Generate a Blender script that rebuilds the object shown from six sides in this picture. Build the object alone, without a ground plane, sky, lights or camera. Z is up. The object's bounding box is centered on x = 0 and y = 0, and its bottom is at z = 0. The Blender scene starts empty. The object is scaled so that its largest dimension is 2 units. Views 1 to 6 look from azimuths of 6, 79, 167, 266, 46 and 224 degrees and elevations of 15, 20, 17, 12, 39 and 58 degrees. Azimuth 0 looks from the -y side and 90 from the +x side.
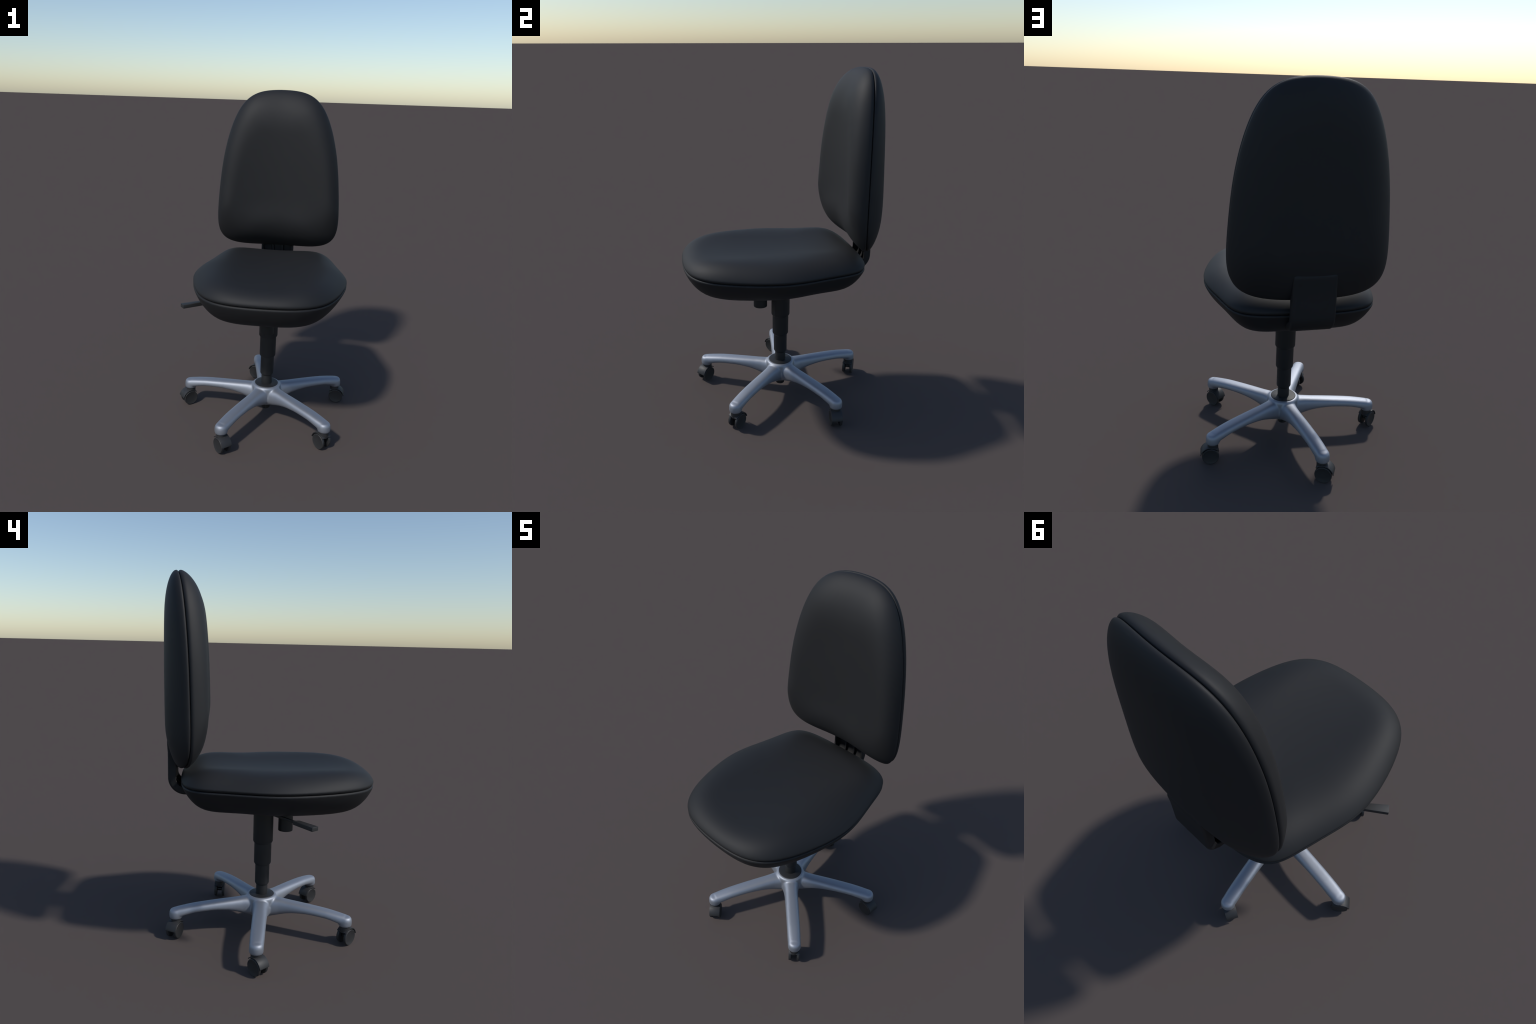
"""Black upholstered swivel chair on a five-star cast aluminium base with castors."""
import bpy, bmesh, math
from math import sin, cos, pi, radians, sqrt, hypot
from mathutils import Vector, Matrix

SCENE = bpy.context.scene
AXIS = (0.0288, 0.0190)          # swivel axis of column and base
CX = 0.0303                      # plane of symmetry of seat and back


# ------------------------------------------------------------------ materials
def new_material(name, base, rough, metallic=0.0, grain=0.0, grain_scale=300.0,
                 mottling=0.0, specular=0.5, sheen=0.0):
    m = bpy.data.materials.new(name)
    m.use_nodes = True
    nt = m.node_tree
    bsdf = nt.nodes["Principled BSDF"]
    bsdf.inputs["Roughness"].default_value = rough
    bsdf.inputs["Metallic"].default_value = metallic
    bsdf.inputs["Specular IOR Level"].default_value = specular
    bsdf.inputs["Sheen Weight"].default_value = sheen
    coord = nt.nodes.new("ShaderNodeTexCoord")
    noise = nt.nodes.new("ShaderNodeTexNoise")
    noise.inputs["Scale"].default_value = 9.0
    noise.inputs["Detail"].default_value = 4.0
    nt.links.new(coord.outputs["Object"], noise.inputs["Vector"])
    ramp = nt.nodes.new("ShaderNodeValToRGB")
    ramp.color_ramp.elements[0].position = 0.3
    ramp.color_ramp.elements[1].position = 0.7
    lo = [c * (1 - mottling) for c in base]
    hi = [c * (1 + mottling) for c in base]
    ramp.color_ramp.elements[0].color = (*lo, 1)
    ramp.color_ramp.elements[1].color = (*hi, 1)
    nt.links.new(noise.outputs["Fac"], ramp.inputs["Fac"])
    nt.links.new(ramp.outputs["Color"], bsdf.inputs["Base Color"])
    if grain > 0:
        vor = nt.nodes.new("ShaderNodeTexVoronoi")
        vor.inputs["Scale"].default_value = grain_scale
        nt.links.new(coord.outputs["Object"], vor.inputs["Vector"])
        bump = nt.nodes.new("ShaderNodeBump")
        bump.inputs["Strength"].default_value = grain
        bump.inputs["Distance"].default_value = 0.0006
        nt.links.new(vor.outputs["Distance"], bump.inputs["Height"])
        nt.links.new(bump.outputs["Normal"], bsdf.inputs["Normal"])
    return m


VINYL = new_material("black_upholstery", (0.0108, 0.0112, 0.0126), 0.66, grain=0.10,
                     grain_scale=420, mottling=0.03, specular=0.42)
SHELL = new_material("black_moulded_shell", (0.0108, 0.0112, 0.0126), 0.64, mottling=0.03, specular=0.42)
PLASTIC = new_material("black_plastic", (0.0125, 0.0129, 0.0140), 0.58, mottling=0.03)
NYLON = new_material("black_nylon", (0.0235, 0.0240, 0.0255), 0.55, mottling=0.03)
ALUMINIUM = new_material("satin_aluminium", (0.345, 0.370, 0.420), 0.60, metallic=0.82, mottling=0.015)


# ------------------------------------------------------------------ helpers
def add_object(name, mesh, mat=None, parent=None):
    ob = bpy.data.objects.new(name, mesh)
    SCENE.collection.objects.link(ob)
    if mat is not None:
        mesh.materials.clear()
        mesh.materials.append(mat)
    if parent is not None:
        ob.parent = parent
    return ob


def mesh_from(name, verts, faces, smooth=True, sharp_angle=None, merge=1e-6):
    me = bpy.data.meshes.new(name)
    bm = bmesh.new()
    vs = [bm.verts.new(v) for v in verts]
    for f in faces:
        try:
            bm.faces.new([vs[i] for i in f])
        except ValueError:
            pass
    bmesh.ops.remove_doubles(bm, verts=bm.verts, dist=merge)
    bmesh.ops.dissolve_degenerate(bm, edges=bm.edges, dist=1e-7)
    bmesh.ops.recalc_face_normals(bm, faces=bm.faces)
    bm.to_mesh(me)
    bm.free()
    for p in me.polygons:
        p.use_smooth = smooth
    if smooth and sharp_angle is not None:
        me.set_sharp_from_angle(angle=radians(sharp_angle))
    return me


def baked(mesh, setup, name):
    """Apply modifiers to a mesh and return the evaluated result."""
    ob = bpy.data.objects.new("helper", mesh)
    SCENE.collection.objects.link(ob)
    setup(ob)
    dg = bpy.context.evaluated_depsgraph_get()
    me = bpy.data.meshes.new_from_object(ob.evaluated_get(dg))
    me.name = name
    bpy.data.objects.remove(ob)
    return me


def pchip(points):
    """Monotone cubic through (x, y) points."""
    xs = [p[0] for p in points]
    ys = [p[1] for p in points]
    n = len(xs)
    h = [xs[i + 1] - xs[i] for i in range(n - 1)]
    d = [(ys[i + 1] - ys[i]) / h[i] for i in range(n - 1)]
    m = [d[0]] + [0.0] * (n - 2) + [d[-1]]
    for i in range(1, n - 1):
        if d[i - 1] * d[i] > 0:
            w1, w2 = 2 * h[i] + h[i - 1], h[i] + 2 * h[i - 1]
            m[i] = (w1 + w2) / (w1 / d[i - 1] + w2 / d[i])

    def f(x):
        if x <= xs[0]:
            return ys[0]
        if x >= xs[-1]:
            return ys[-1]
        i = max(k for k in range(n - 1) if xs[k] <= x)
        t = (x - xs[i]) / h[i]
        return ((1 + 2 * t) * (1 - t) ** 2 * ys[i] + t * (1 - t) ** 2 * h[i] * m[i]
                + t * t * (3 - 2 * t) * ys[i + 1] + t * t * (t - 1) * h[i] * m[i + 1])
    return f


def lathe(name, profile, seg=48, centre=(0, 0), mat=None, parent=None, sharp=40):
    verts, faces = [], []
    n = len(profile)
    for r, z in profile:
        for i in range(seg):
            a = 2 * pi * i / seg
            verts.append((centre[0] + r * cos(a), centre[1] + r * sin(a), z))
    for j in range(n - 1):
        for i in range(seg):
            k = (i + 1) % seg
            faces.append((j * seg + i, j * seg + k, (j + 1) * seg + k, (j + 1) * seg + i))
    faces.append(tuple(range(seg)))
    faces.append(tuple((n - 1) * seg + i for i in range(seg)))
    me = mesh_from(name, verts, faces, True, sharp)
    return add_object(name, me, mat, parent)


def rounded_profile(r, z0, z1, b):
    """Closed lathe profile of a cylinder with rounded rims."""
    p = [(r - b, z0)]
    for k in range(1, 5):
        a = pi / 2 * k / 4
        p.append((r - b + b * sin(a), z0 + b - b * cos(a)))
    for k in range(5):
        a = pi / 2 * k / 4
        p.append((r - b + b * cos(a), z1 - b + b * sin(a)))
    return p


# ------------------------------------------------------------------ pads
# Outlines are closed, left-right symmetric curves given by a short harmonic series:
# lateral = sum A[k] sin((k+1) t), longitudinal = sum B[k] cos(k t)
SEAT_A = (0.4640, 0.0105, 0.0303, -0.0074, 0.0030, 0.0035, -0.0030)
SEAT_B = (-0.0028, -0.5429, -0.0452, 0.0084, -0.0008, 0.0127, 0.0031, -0.0003)
SEAT_Z = 0.9132
BACK_A = (0.4105, -0.0338, 0.0330, 0.0009, -0.0025, 0.0031, -0.0008)
BACK_B = (1.4604, 0.5286, 0.0371, -0.0229, 0.0040, -0.0077, -0.0024, -0.0007)


def back_bend(a):
    """The back panel is bent about a vertical axis, hollow towards the sitter."""
    return 0.4930 - 0.560 * a * a + 0.22 * a ** 4


def outline(A, B, n):
    pts = []
    for i in range(n):
        t = 2 * pi * i / n
        pts.append((sum(c * sin((k + 1) * t) for k, c in enumerate(A)),
                    sum(c * cos(k * t) for k, c in enumerate(B)), t))
    return pts


def swell(q, p, r):
    """Rounded rise from 0 at the edge to 1 where the pad is full."""
    q = min(max(q, 0.0), 1.0)
    return (1 - (1 - q) ** p) ** (1 / r)


def step(x):
    x = min(max(x, 0.0), 1.0)
    return x * x * (3 - 2 * x)


def pad(name, out, mid, keep, lip, seam, face, sign, widths, shape_p, shape_r, place, groove=0.0012,
        straight_end=False):
    """Loft half a pad from its seam inward to a central spine.
    seam(a) is the height of the seam, face(a, b) that of the full surface; the rise
    between the two happens over widths = (at t = 0, at the sides, at t = pi), and its
    roundness at the inner and outer end is given likewise by shape_p and shape_r."""
    n = len(out)
    edge = [0.001, 0.0025, 0.0045, 0.007, 0.010, 0.014, 0.019, 0.025, 0.032, 0.040, 0.050, 0.061, 0.073,
            0.087, 0.102, 0.118, 0.135]
    d0, h0 = lip[-1]
    rings = [("lip", k) for k in range(len(lip))] + [("edge", d) for d in edge] \
        + [("in", k / 14) for k in range(1, 15)]
    verts, faces = [], []
    for kind, v in rings:
        for (a, b, t) in out:
            ib = mid + (b - mid) * keep
            L = hypot(a, b - ib)
            ux, uy = -a / L, (ib - b) / L
            s0 = seam(a)
            c = cos(t)
            near = max(c, 0) ** 2
            far = step((-c - 0.30) / 0.50) if straight_end else max(-c, 0) ** 2
            mix = (near, 1 - near - far, far)
            W, p, r = (sum(m * val for m, val in zip(mix, vals)) for vals in (widths, shape_p, shape_r))
            W = min(W, 0.97 * L)
            if kind == "lip":
                d, h = lip[v]
            else:
                d = d0 + 0.0004 + v if kind == "edge" else edge[-1] + (L - edge[-1]) * v
                full = sign * (face(a + ux * d, b + uy * d) - s0)
                h = h0 + (full - h0) * swell((d - d0) / W, p, r)
            verts.append(place(a + ux * d, b + uy * d, s0 + sign * h))
    m = len(rings)
    for f in (0.5, 1.0):                       # closing face hidden in the seam
        for (a, b, t) in out:
            ib = mid + (b - mid) * keep
            aa, bb = a * (1 - f), b + (ib - b) * f
            verts.append(place(aa, bb, seam(a) * (1 - f) + seam(0.0) * f + sign * groove))
    for j in range(m - 1):
        for i in range(n):
            k = (i + 1) % n
            faces.append((j * n + i, j * n + k, (j + 1) * n + k, (j + 1) * n + i))
    for i in range(n):
        k = (i + 1) % n
        faces.append((k, i, m * n + i, m * n + k))
        faces.append((m * n + k, m * n + i, m * n + n + i, m * n + n + k))
    return mesh_from(name, verts, faces, True, 50, merge=2e-5)


N_OUT = 160
seat_out = outline(SEAT_A, SEAT_B, N_OUT)
back_out = outline(BACK_A, BACK_B, N_OUT)

root = bpy.data.objects.new("office_chair", None)
SCENE.collection.objects.link(root)
root.empty_display_size = 0.2
root["label"] = "black padded swivel office chair on a silver five-star base with casters"
root["category"] = "office chair"

SOFT_LIP = [(0.0065, 0.0010), (0.0030, 0.0022), (0.0004, 0.0050), (-0.0018, 0.0090), (-0.0028, 0.0140)]
HARD_LIP = [(0.0065, 0.0005), (0.0030, 0.0012), (0.0004, 0.0030), (-0.0012, 0.0055), (-0.0022, 0.0090)]


def seat_place(a, b, h):
    return (CX + a, b, h)


def back_place(a, b, h):
    return (CX + a, h, b)


# --- seat: saddle-shaped cushion (raised at the sides and rear) on a moulded pan
def seat_face(a, b):
    return 0.9805 + 0.330 * a * a + 0.0078 * step((b + 0.02) / 0.40) + 0.0042 * step((-b - 0.05) / 0.35)


def pan_face(a, b):
    return 0.7768 - 0.075 * a * a + 0.0085 * step(b / 0.4)


add_object("seat_cushion", pad("seat_cushion", seat_out, -0.02, 0.15, SOFT_LIP, lambda a: SEAT_Z, seat_face, 1,
                               (0.143, 0.305, 0.155), (2.76, 2.49, 2.44), (1.50, 1.127, 1.32), seat_place), VINYL, root)
add_object("seat_pan", pad("seat_pan", seat_out, -0.02, 0.15, HARD_LIP, lambda a: SEAT_Z, pan_face, -1,
                           (0.131, 0.172, 0.126), (2.06, 2.02, 1.96), (1.20, 1.17, 1.08), seat_place), SHELL, root)


# --- backrest: upholstered front, moulded rear shell
def front_face(a, b):
    m = 0.35 + 0.65 * step((b - 1.02) / 0.32)          # the hollow fades out towards the lumbar edge
    return (0.3595 - 0.380 * (a * a * m + 0.055 * (1 - m)) - 0.0055 * (b - 1.47)
            + 0.012 * max(0.0, b - 1.50) ** 2)


def rear_face(a, b):
    return 0.5651 - 0.279 * a * a - 0.031 * (b - 1.47) ** 2


add_object("backrest", pad("backrest", back_out, 1.47, 0.15, SOFT_LIP, back_bend, front_face, -1,
                           (0.282, 0.138, 0.265), (2.49, 2.74, 2.60), (1.547, 1.279, 1.08), back_place, straight_end=True), VINYL, root)
add_object("backrest_shell", pad("backrest_shell", back_out, 1.47, 0.15, HARD_LIP, back_bend, rear_face, 1,
                                 (0.236, 0.204, 0.325), (2.71, 2.70, 2.58), (1.878, 1.432, 1.497), back_place), SHELL, root)

# --- J-shaped back support: a ribbed channel open towards the front
def support_path(n_arc=16):
    """(outer point, inward normal) in the y-z plane from the top down and forward."""
    y0, zb, R = 0.5485, 0.8305, 0.094
    pts = [((y0 + 0.0038 * step((z - 1.05) / 0.07) - inset, z), (-1, 0)) for z, inset in
           ((1.140, 0.008), (1.138, 0.0055), (1.134, 0.0032), (1.129, 0.0014), (1.124, 0.0004), (1.118, 0.0), (1.11, 0.0), (1.09, 0.0), (1.06, 0.0), (1.02, 0.0), (0.96, 0.0))]
    for k in range(n_arc + 1):
        a = pi / 2 * k / n_arc
        pts.append(((y0 - R + R * cos(a), zb + R - R * sin(a)), (-cos(a), sin(a))))
    pts.append(((0.40, zb), (0, 1)))
    return pts


def sweep_section(name, section, mat, parent, narrow=None, sharp=40):
    """Sweep a closed (x, depth) section along the support path."""
    path = support_path()
    n = len(section)
    verts, faces = [], []
    for (y, z), (ny, nz) in path:
        k = narrow(z) if narrow else 1.0
        for x, d in section:
            xx = SUP_X + (x - SUP_X) * k
            verts.append((xx, y + ny * d, z + nz * d))
    for i in range(len(path) - 1):
        for k in range(n):
            l = (k + 1) % n
            faces.append((i * n + k, i * n + l, (i + 1) * n + l, (i + 1) * n + k))
    faces.append(tuple(range(n)))
    faces.append(tuple((len(path) - 1) * n + i for i in range(n)))
    return add_object(name, mesh_from(name, verts, faces, True, sharp), mat, parent)


SUP_X = 0.0305
HALF, DEEP, WALL, ROUND = 0.1075, 0.0430, 0.0115, 0.0140


def channel_section():
    pts = []
    for side in (-1, 1):
        arc = [(SUP_X + side * (HALF - ROUND + ROUND * cos(pi / 2 * k / 6)), ROUND - ROUND * sin(pi / 2 * k / 6))
               for k in range(7)]
        lipd = [(SUP_X + side * (HALF - WALL), DEEP), (SUP_X + side * (HALF - 0.003), DEEP),
                (SUP_X + side * HALF, DEEP - 0.003)]
        part = lipd + arc
        pts += part if side < 0 else part[::-1]
    pts += [(SUP_X + HALF - WALL, WALL), (SUP_X - HALF + WALL, WALL)]
    return pts


def crown(z):
    """The top end of the support narrows in a rounded shoulder."""
    q = max(0.0, min(1.0, (z - 1.122) / 0.018))
    return 1.0 - 0.15 * (1 - sqrt(max(0.0, 1 - q * q)))


support = sweep_section("back_support", channel_section(), SHELL, root, crown)
for x in (-0.0005, 0.0625):
    sweep_section("support_rib", [(x - 0.006, 0.009), (x + 0.006, 0.009), (x + 0.006, 0.0275), (x + 0.0045, 0.029),
                                  (x - 0.0045, 0.029), (x - 0.006, 0.0275)], SHELL, support)

# --- gas lift column, cover sleeves
def sleeve(r, z0, z1):
    c = 0.009
    return [(r - 0.016, z0), (r - c, z0), (r - 0.001, z0 + 0.0125), (r, z0 + 0.016), (r, z1), (r - 0.02, z1)]


lathe("gas_lift_rod", rounded_profile(0.0330, 0.185, 0.300, 0.003), 48, AXIS, PLASTIC, root)
for r, z0, z1 in ((0.0410, 0.270, 0.42), (0.0493, 0.393, 0.55), (0.0568, 0.523, 0.772)):
    lathe("column_sleeve", sleeve(r, z0, z1), 56, AXIS, PLASTIC, root)
lathe("hub_shade_disc", [(0.030, 0.2100), (0.0720, 0.2100), (0.0720, 0.2155), (0.0708, 0.2170), (0.0690, 0.2176), (0.030, 0.2180)], 56,  # black disc modelled for the seat's occlusion shadow on the hub top
      AXIS, PLASTIC, root)
lathe("column_foot", rounded_profile(0.0265, 0.0440, 0.125, 0.004), 40, AXIS, PLASTIC, root)

# --- tension knob and height lever below the pan
lathe("tension_knob", rounded_profile(0.0415, 0.5995, 0.785, 0.0015), 48, (0.0300, -0.1080), PLASTIC, root)


def tapered_bar(name, p0, p1, w0, w1, z0, z1, mat, parent, bevel, skew=0.0):
    d = Vector((p1[0] - p0[0], p1[1] - p0[1], 0)).normalized()
    s = Vector((-d.y, d.x, 0))
    vs = []
    for p, w, sk in ((p0, w0, skew), (p1, w1, 0.0)):
        for zz in (z0, z1):
            for e in (-1, 1):
                q = Vector((p[0], p[1], zz)) + s * (e * w / 2) + d * (sk * e)
                vs.append(q)
    faces = [(0, 1, 3, 2), (4, 5, 7, 6), (0, 1, 5, 4), (2, 3, 7, 6), (0, 2, 6, 4), (1, 3, 7, 5)]
    me = mesh_from(name, vs, faces, False)

    def mods(ob):
        b = ob.modifiers.new("b", "BEVEL")
        b.width = bevel
        b.segments = 3
    me = baked(me, mods, name)
    for p in me.polygons:
        p.use_smooth = True
    me.set_sharp_from_angle(angle=radians(45))
    return add_object(name, me, mat, parent)


lever = tapered_bar("height_lever", (-0.3555, -0.1145), (-0.4635, -0.1935), 0.0315, 0.0415,
                    0.7530, 0.7742, NYLON, root, 0.0014, skew=0.008)


def rod(name, p0, p1, r, mat, parent, seg=16):
    p0, p1 = Vector(p0), Vector(p1)
    rot = (p1 - p0).to_track_quat('Z', 'Y')
    vs, fs = [], []
    for q in (p0, p1):
        for i in range(seg):
            a = 2 * pi * i / seg
            vs.append(q + rot @ Vector((r * cos(a), r * sin(a), 0)))
    for i in range(seg):
        k = (i + 1) % seg
        fs.append((i, k, seg + k, seg + i))
    fs += [tuple(range(seg)), tuple(range(seg, 2 * seg))]
    return add_object(name, mesh_from(name, vs, fs, True, 40), mat, parent)


tapered_bar("lever_rod", (-0.362, -0.119), (-0.17, 0.020), 0.0120, 0.0120, 0.7565, 0.7700, PLASTIC, lever, 0.002)

# ------------------------------------------------------------------ five-star base
LEG_ANGLES = [radians(29 + 72 * k) for k in range(5)]
LEG_TOP = pchip([(0.0, 0.203), (0.10, 0.2025), (0.14, 0.1995), (0.22, 0.1955), (0.30, 0.191), (0.39, 0.185), (0.46, 0.1765), (0.498, 0.1710)])
LEG_BOT = pchip([(0.0, 0.100), (0.08, 0.0985), (0.14, 0.1195), (0.22, 0.138), (0.30, 0.1445), (0.39, 0.1415), (0.45, 0.130), (0.498, 0.118)])
LEG_W = pchip([(0.0, 0.058), (0.07, 0.0560), (0.10, 0.0500), (0.14, 0.0450), (0.22, 0.0432), (0.35, 0.0420), (0.46, 0.0410), (0.498, 0.0392)])
TIP_R = 0.5000


def leg_section(w, zb, zt, n=40):
    """Rounded trapezium: wide at the skirt, narrower on top."""
    pts = []
    hh, zc = (zt - zb) / 2, (zt + zb) / 2
    for i in range(n):
        a = 2 * pi * i / n
        c, s = cos(a), sin(a)
        e = 2 / 3.0
        x = math.copysign(abs(c) ** e, c)
        y = math.copysign(abs(s) ** e, s)
        pts.append((x * w * (0.93 - 0.10 * y), zc + hh * y))
    return pts


def build_base():
    verts, faces = [], []
    stations = [0.0, 0.04, 0.08, 0.12, 0.16, 0.20, 0.24, 0.28, 0.32, 0.36, 0.40, 0.43, 0.46, 0.485, 0.498]
    for ang in LEG_ANGLES:
        ca, sa = cos(ang), sin(ang)
        off = len(verts)
        n = 40
        for r in stations:
            for x, z in leg_section(LEG_W(r), LEG_BOT(r), LEG_TOP(r), n):
                verts.append((AXIS[0] + r * ca - x * sa, AXIS[1] + r * sa + x * ca, z))
        for j in range(len(stations) - 1):
            for i in range(n):
                k = (i + 1) % n
                faces.append((off + j * n + i, off + j * n + k, off + (j + 1) * n + k, off + (j + 1) * n + i))
        faces.append(tuple(off + i for i in range(n)))
        faces.append(tuple(off + (len(stations) - 1) * n + i for i in range(n)))
        # socket that takes the castor stem
        prof = [(0.0318, 0.1105), (0.0350, 0.1120), (0.0375, 0.1165), (0.0380, 0.130), (0.0372, 0.148), (0.0338, 0.158),
                (0.0285, 0.1640), (0.018, 0.1670), (0.008, 0.1675)]
        off, seg = len(verts), 40
        for r, z in prof:
            for i in range(seg):
                a = 2 * pi * i / seg
                verts.append((AXIS[0] + TIP_R * ca + r * cos(a), AXIS[1] + TIP_R * sa + r * sin(a), z))
        for j in range(len(prof) - 1):
            for i in range(seg):
                k = (i + 1) % seg
                faces.append((off + j * seg + i, off + j * seg + k, off + (j + 1) * seg + k, off + (j + 1) * seg + i))
        faces.append(tuple(off + i for i in range(seg)))
        faces.append(tuple(off + (len(prof) - 1) * seg + i for i in range(seg)))
    prof = [(0.060, 0.0925), (0.073, 0.0945), (0.0800, 0.102), (0.0830, 0.125), (0.0865, 0.155), (0.0885, 0.185),
            (0.0885, 0.200), (0.0865, 0.2085), (0.0815, 0.2130), (0.0740, 0.2148)]
    off, seg = len(verts), 64
    for r, z in prof:
        for i in range(seg):
            a = 2 * pi * i / seg
            verts.append((AXIS[0] + r * cos(a), AXIS[1] + r * sin(a), z))
    for j in range(len(prof) - 1):
        for i in range(seg):
            k = (i + 1) % seg
            faces.append((off + j * seg + i, off + j * seg + k, off + (j + 1) * seg + k, off + (j + 1) * seg + i))
    faces.append(tuple(off + i for i in range(seg)))
    faces.append(tuple(off + (len(prof) - 1) * seg + i for i in range(seg)))
    raw = mesh_from("base_raw", verts, faces, False, merge=1e-7)

    def mods(ob):
        r = ob.modifiers.new("r", "REMESH")
        r.mode = 'VOXEL'
        r.voxel_size = 0.0030
        s = ob.modifiers.new("s", "SMOOTH")
        s.factor = 0.5
        s.iterations = 34
    return baked(raw, mods, "base_whole")


def split_by_region(whole, key, names, mat, parent):
    """Cut one smooth mesh into region objects whose borders coincide and whose
    shading normals are those of the whole."""
    nor = [v.normal.copy() for v in whole.vertices]
    co = [v.co.copy() for v in whole.vertices]
    groups = {}
    for p in whole.polygons:
        groups.setdefault(key(p.center), []).append(p)
    objs = {}
    for g in sorted(groups):
        idx, vs, fs = {}, [], []
        for p in groups[g]:
            f = []
            for v in p.vertices:
                if v not in idx:
                    idx[v] = len(vs)
                    vs.append(v)
                f.append(idx[v])
            fs.append(f)
        me = bpy.data.meshes.new(names(g))
        me.from_pydata([co[v] for v in vs], [], fs)
        me.update()
        for p in me.polygons:
            p.use_smooth = True
        me.normals_split_custom_set_from_vertices([nor[v] for v in vs])
        objs[g] = add_object(names(g), me, mat, parent)
    return objs


def base_region(c):
    x, y = c.x - AXIS[0], c.y - AXIS[1]
    if hypot(x, y) < 0.098:
        return 0
    a = math.degrees(math.atan2(y, x))
    return 1 + int(((a - 29 + 36) % 360) // 72)


base_parts = split_by_region(build_base(), base_region, lambda g: "base_hub" if g == 0 else "base_leg", ALUMINIUM, root)

# ------------------------------------------------------------------ castors
WHEEL_R = 0.0455
TRAIL = 0.013
OUT_W, IN_W = 0.0326, 0.0160


def wheel_mesh():
    """Disc wheel along local X (axle), tread rounded, shallow dished cap."""
    prof = [(0.012, IN_W), (0.039, IN_W), (0.0440, IN_W + 0.0015), (WHEEL_R, IN_W + 0.0045), (WHEEL_R, OUT_W - 0.0045),
            (0.0447, OUT_W - 0.0018), (0.0430, OUT_W - 0.0004), (0.0415, OUT_W), (0.0400, OUT_W - 0.0008), (0.010, OUT_W - 0.0004)]
    seg = 48
    vs, fs = [], []
    for r, x in prof:
        for i in range(seg):
            a = 2 * pi * i / seg
            vs.append((x, r * cos(a), r * sin(a)))
    for j in range(len(prof) - 1):
        for i in range(seg):
            k = (i + 1) % seg
            fs.append((j * seg + i, j * seg + k, (j + 1) * seg + k, (j + 1) * seg + i))
    fs.append(tuple(range(seg)))
    fs.append(tuple((len(prof) - 1) * seg + i for i in range(seg)))
    return mesh_from("castor_wheel", vs, fs, True, 35)


def hood_mesh():
    """Curved mudguard over both wheels; local +Y is the trailing side."""
    vs, fs = [], []
    n = 28
    a0, a1 = radians(9), radians(139)
    ro, ri, w = 0.0548, 0.0497, 0.0320
    for j in range(n + 1):
        a = a0 + (a1 - a0) * j / n
        for r, x in ((ro, -w), (ro, w), (ri, w), (ri, -w)):
            vs.append((x, r * cos(a), r * sin(a)))
    for j in range(n):
        for k in range(4):
            l = (k + 1) % 4
            fs.append((j * 4 + k, j * 4 + l, j * 4 + 4 + l, j * 4 + 4 + k))
    fs.append((0, 1, 2, 3))
    fs.append((n * 4, n * 4 + 1, n * 4 + 2, n * 4 + 3))
    me = mesh_from("castor_hood", vs, fs, False)

    def mods(ob):
        b = ob.modifiers.new("b", "BEVEL")
        b.width = 0.0016
        b.segments = 2
        b.angle_limit = radians(40)
    me = baked(me, mods, "castor_hood")
    for p in me.polygons:
        p.use_smooth = True
    me.set_sharp_from_angle(angle=radians(40))
    return me


def local_lathe(name, profile, axis, seg=32, centre=(0, 0)):
    vs, fs = [], []
    for r, z in profile:
        for i in range(seg):
            a = 2 * pi * i / seg
            p = (centre[0] + r * cos(a), centre[1] + r * sin(a), z)
            vs.append(p if axis == 'z' else (p[2], p[0], p[1]))
    m = len(profile)
    for j in range(m - 1):
        for i in range(seg):
            k = (i + 1) % seg
            fs.append((j * seg + i, j * seg + k, (j + 1) * seg + k, (j + 1) * seg + i))
    fs.append(tuple(range(seg)))
    fs.append(tuple((m - 1) * seg + i for i in range(seg)))
    return mesh_from(name, vs, fs, True, 40)


WHEEL = wheel_mesh()
HOOD = hood_mesh()
# stem collar sits over the swivel axis, i.e. TRAIL ahead of the axle (local -Y)
COLLAR = local_lathe("castor_collar", rounded_profile(0.0285, 0.030, 0.0700, 0.002), 'z', 40, (0, -TRAIL))
AXLE = local_lathe("castor_axle", [(0.0115, -IN_W - 0.001), (0.0115, IN_W + 0.001)], 'x', 24)
for me in (WHEEL, HOOD, COLLAR, AXLE):
    me.materials.clear()
    me.materials.append(NYLON)

TRAIL_DIRECTION = (355, 153, 218, 311, 132)    # each castor has swivelled its own way
for ang, th in zip(LEG_ANGLES, TRAIL_DIRECTION):
    t = radians(th)
    sx = AXIS[0] + TIP_R * cos(ang)
    sy = AXIS[1] + TIP_R * sin(ang)
    castor = bpy.data.objects.new("castor", HOOD)
    SCENE.collection.objects.link(castor)
    castor.parent = root
    castor.location = (sx + TRAIL * cos(t), sy + TRAIL * sin(t), WHEEL_R)
    castor.rotation_euler = (0, 0, t - pi / 2)
    for nm, me, rz in (("castor_collar", COLLAR, 0), ("castor_axle", AXLE, 0),
                       ("castor_wheel", WHEEL, 0), ("castor_wheel", WHEEL, pi)):
        o = bpy.data.objects.new(nm, me)
        SCENE.collection.objects.link(o)
        o.parent = castor
        o.rotation_euler = (0, 0, rz)
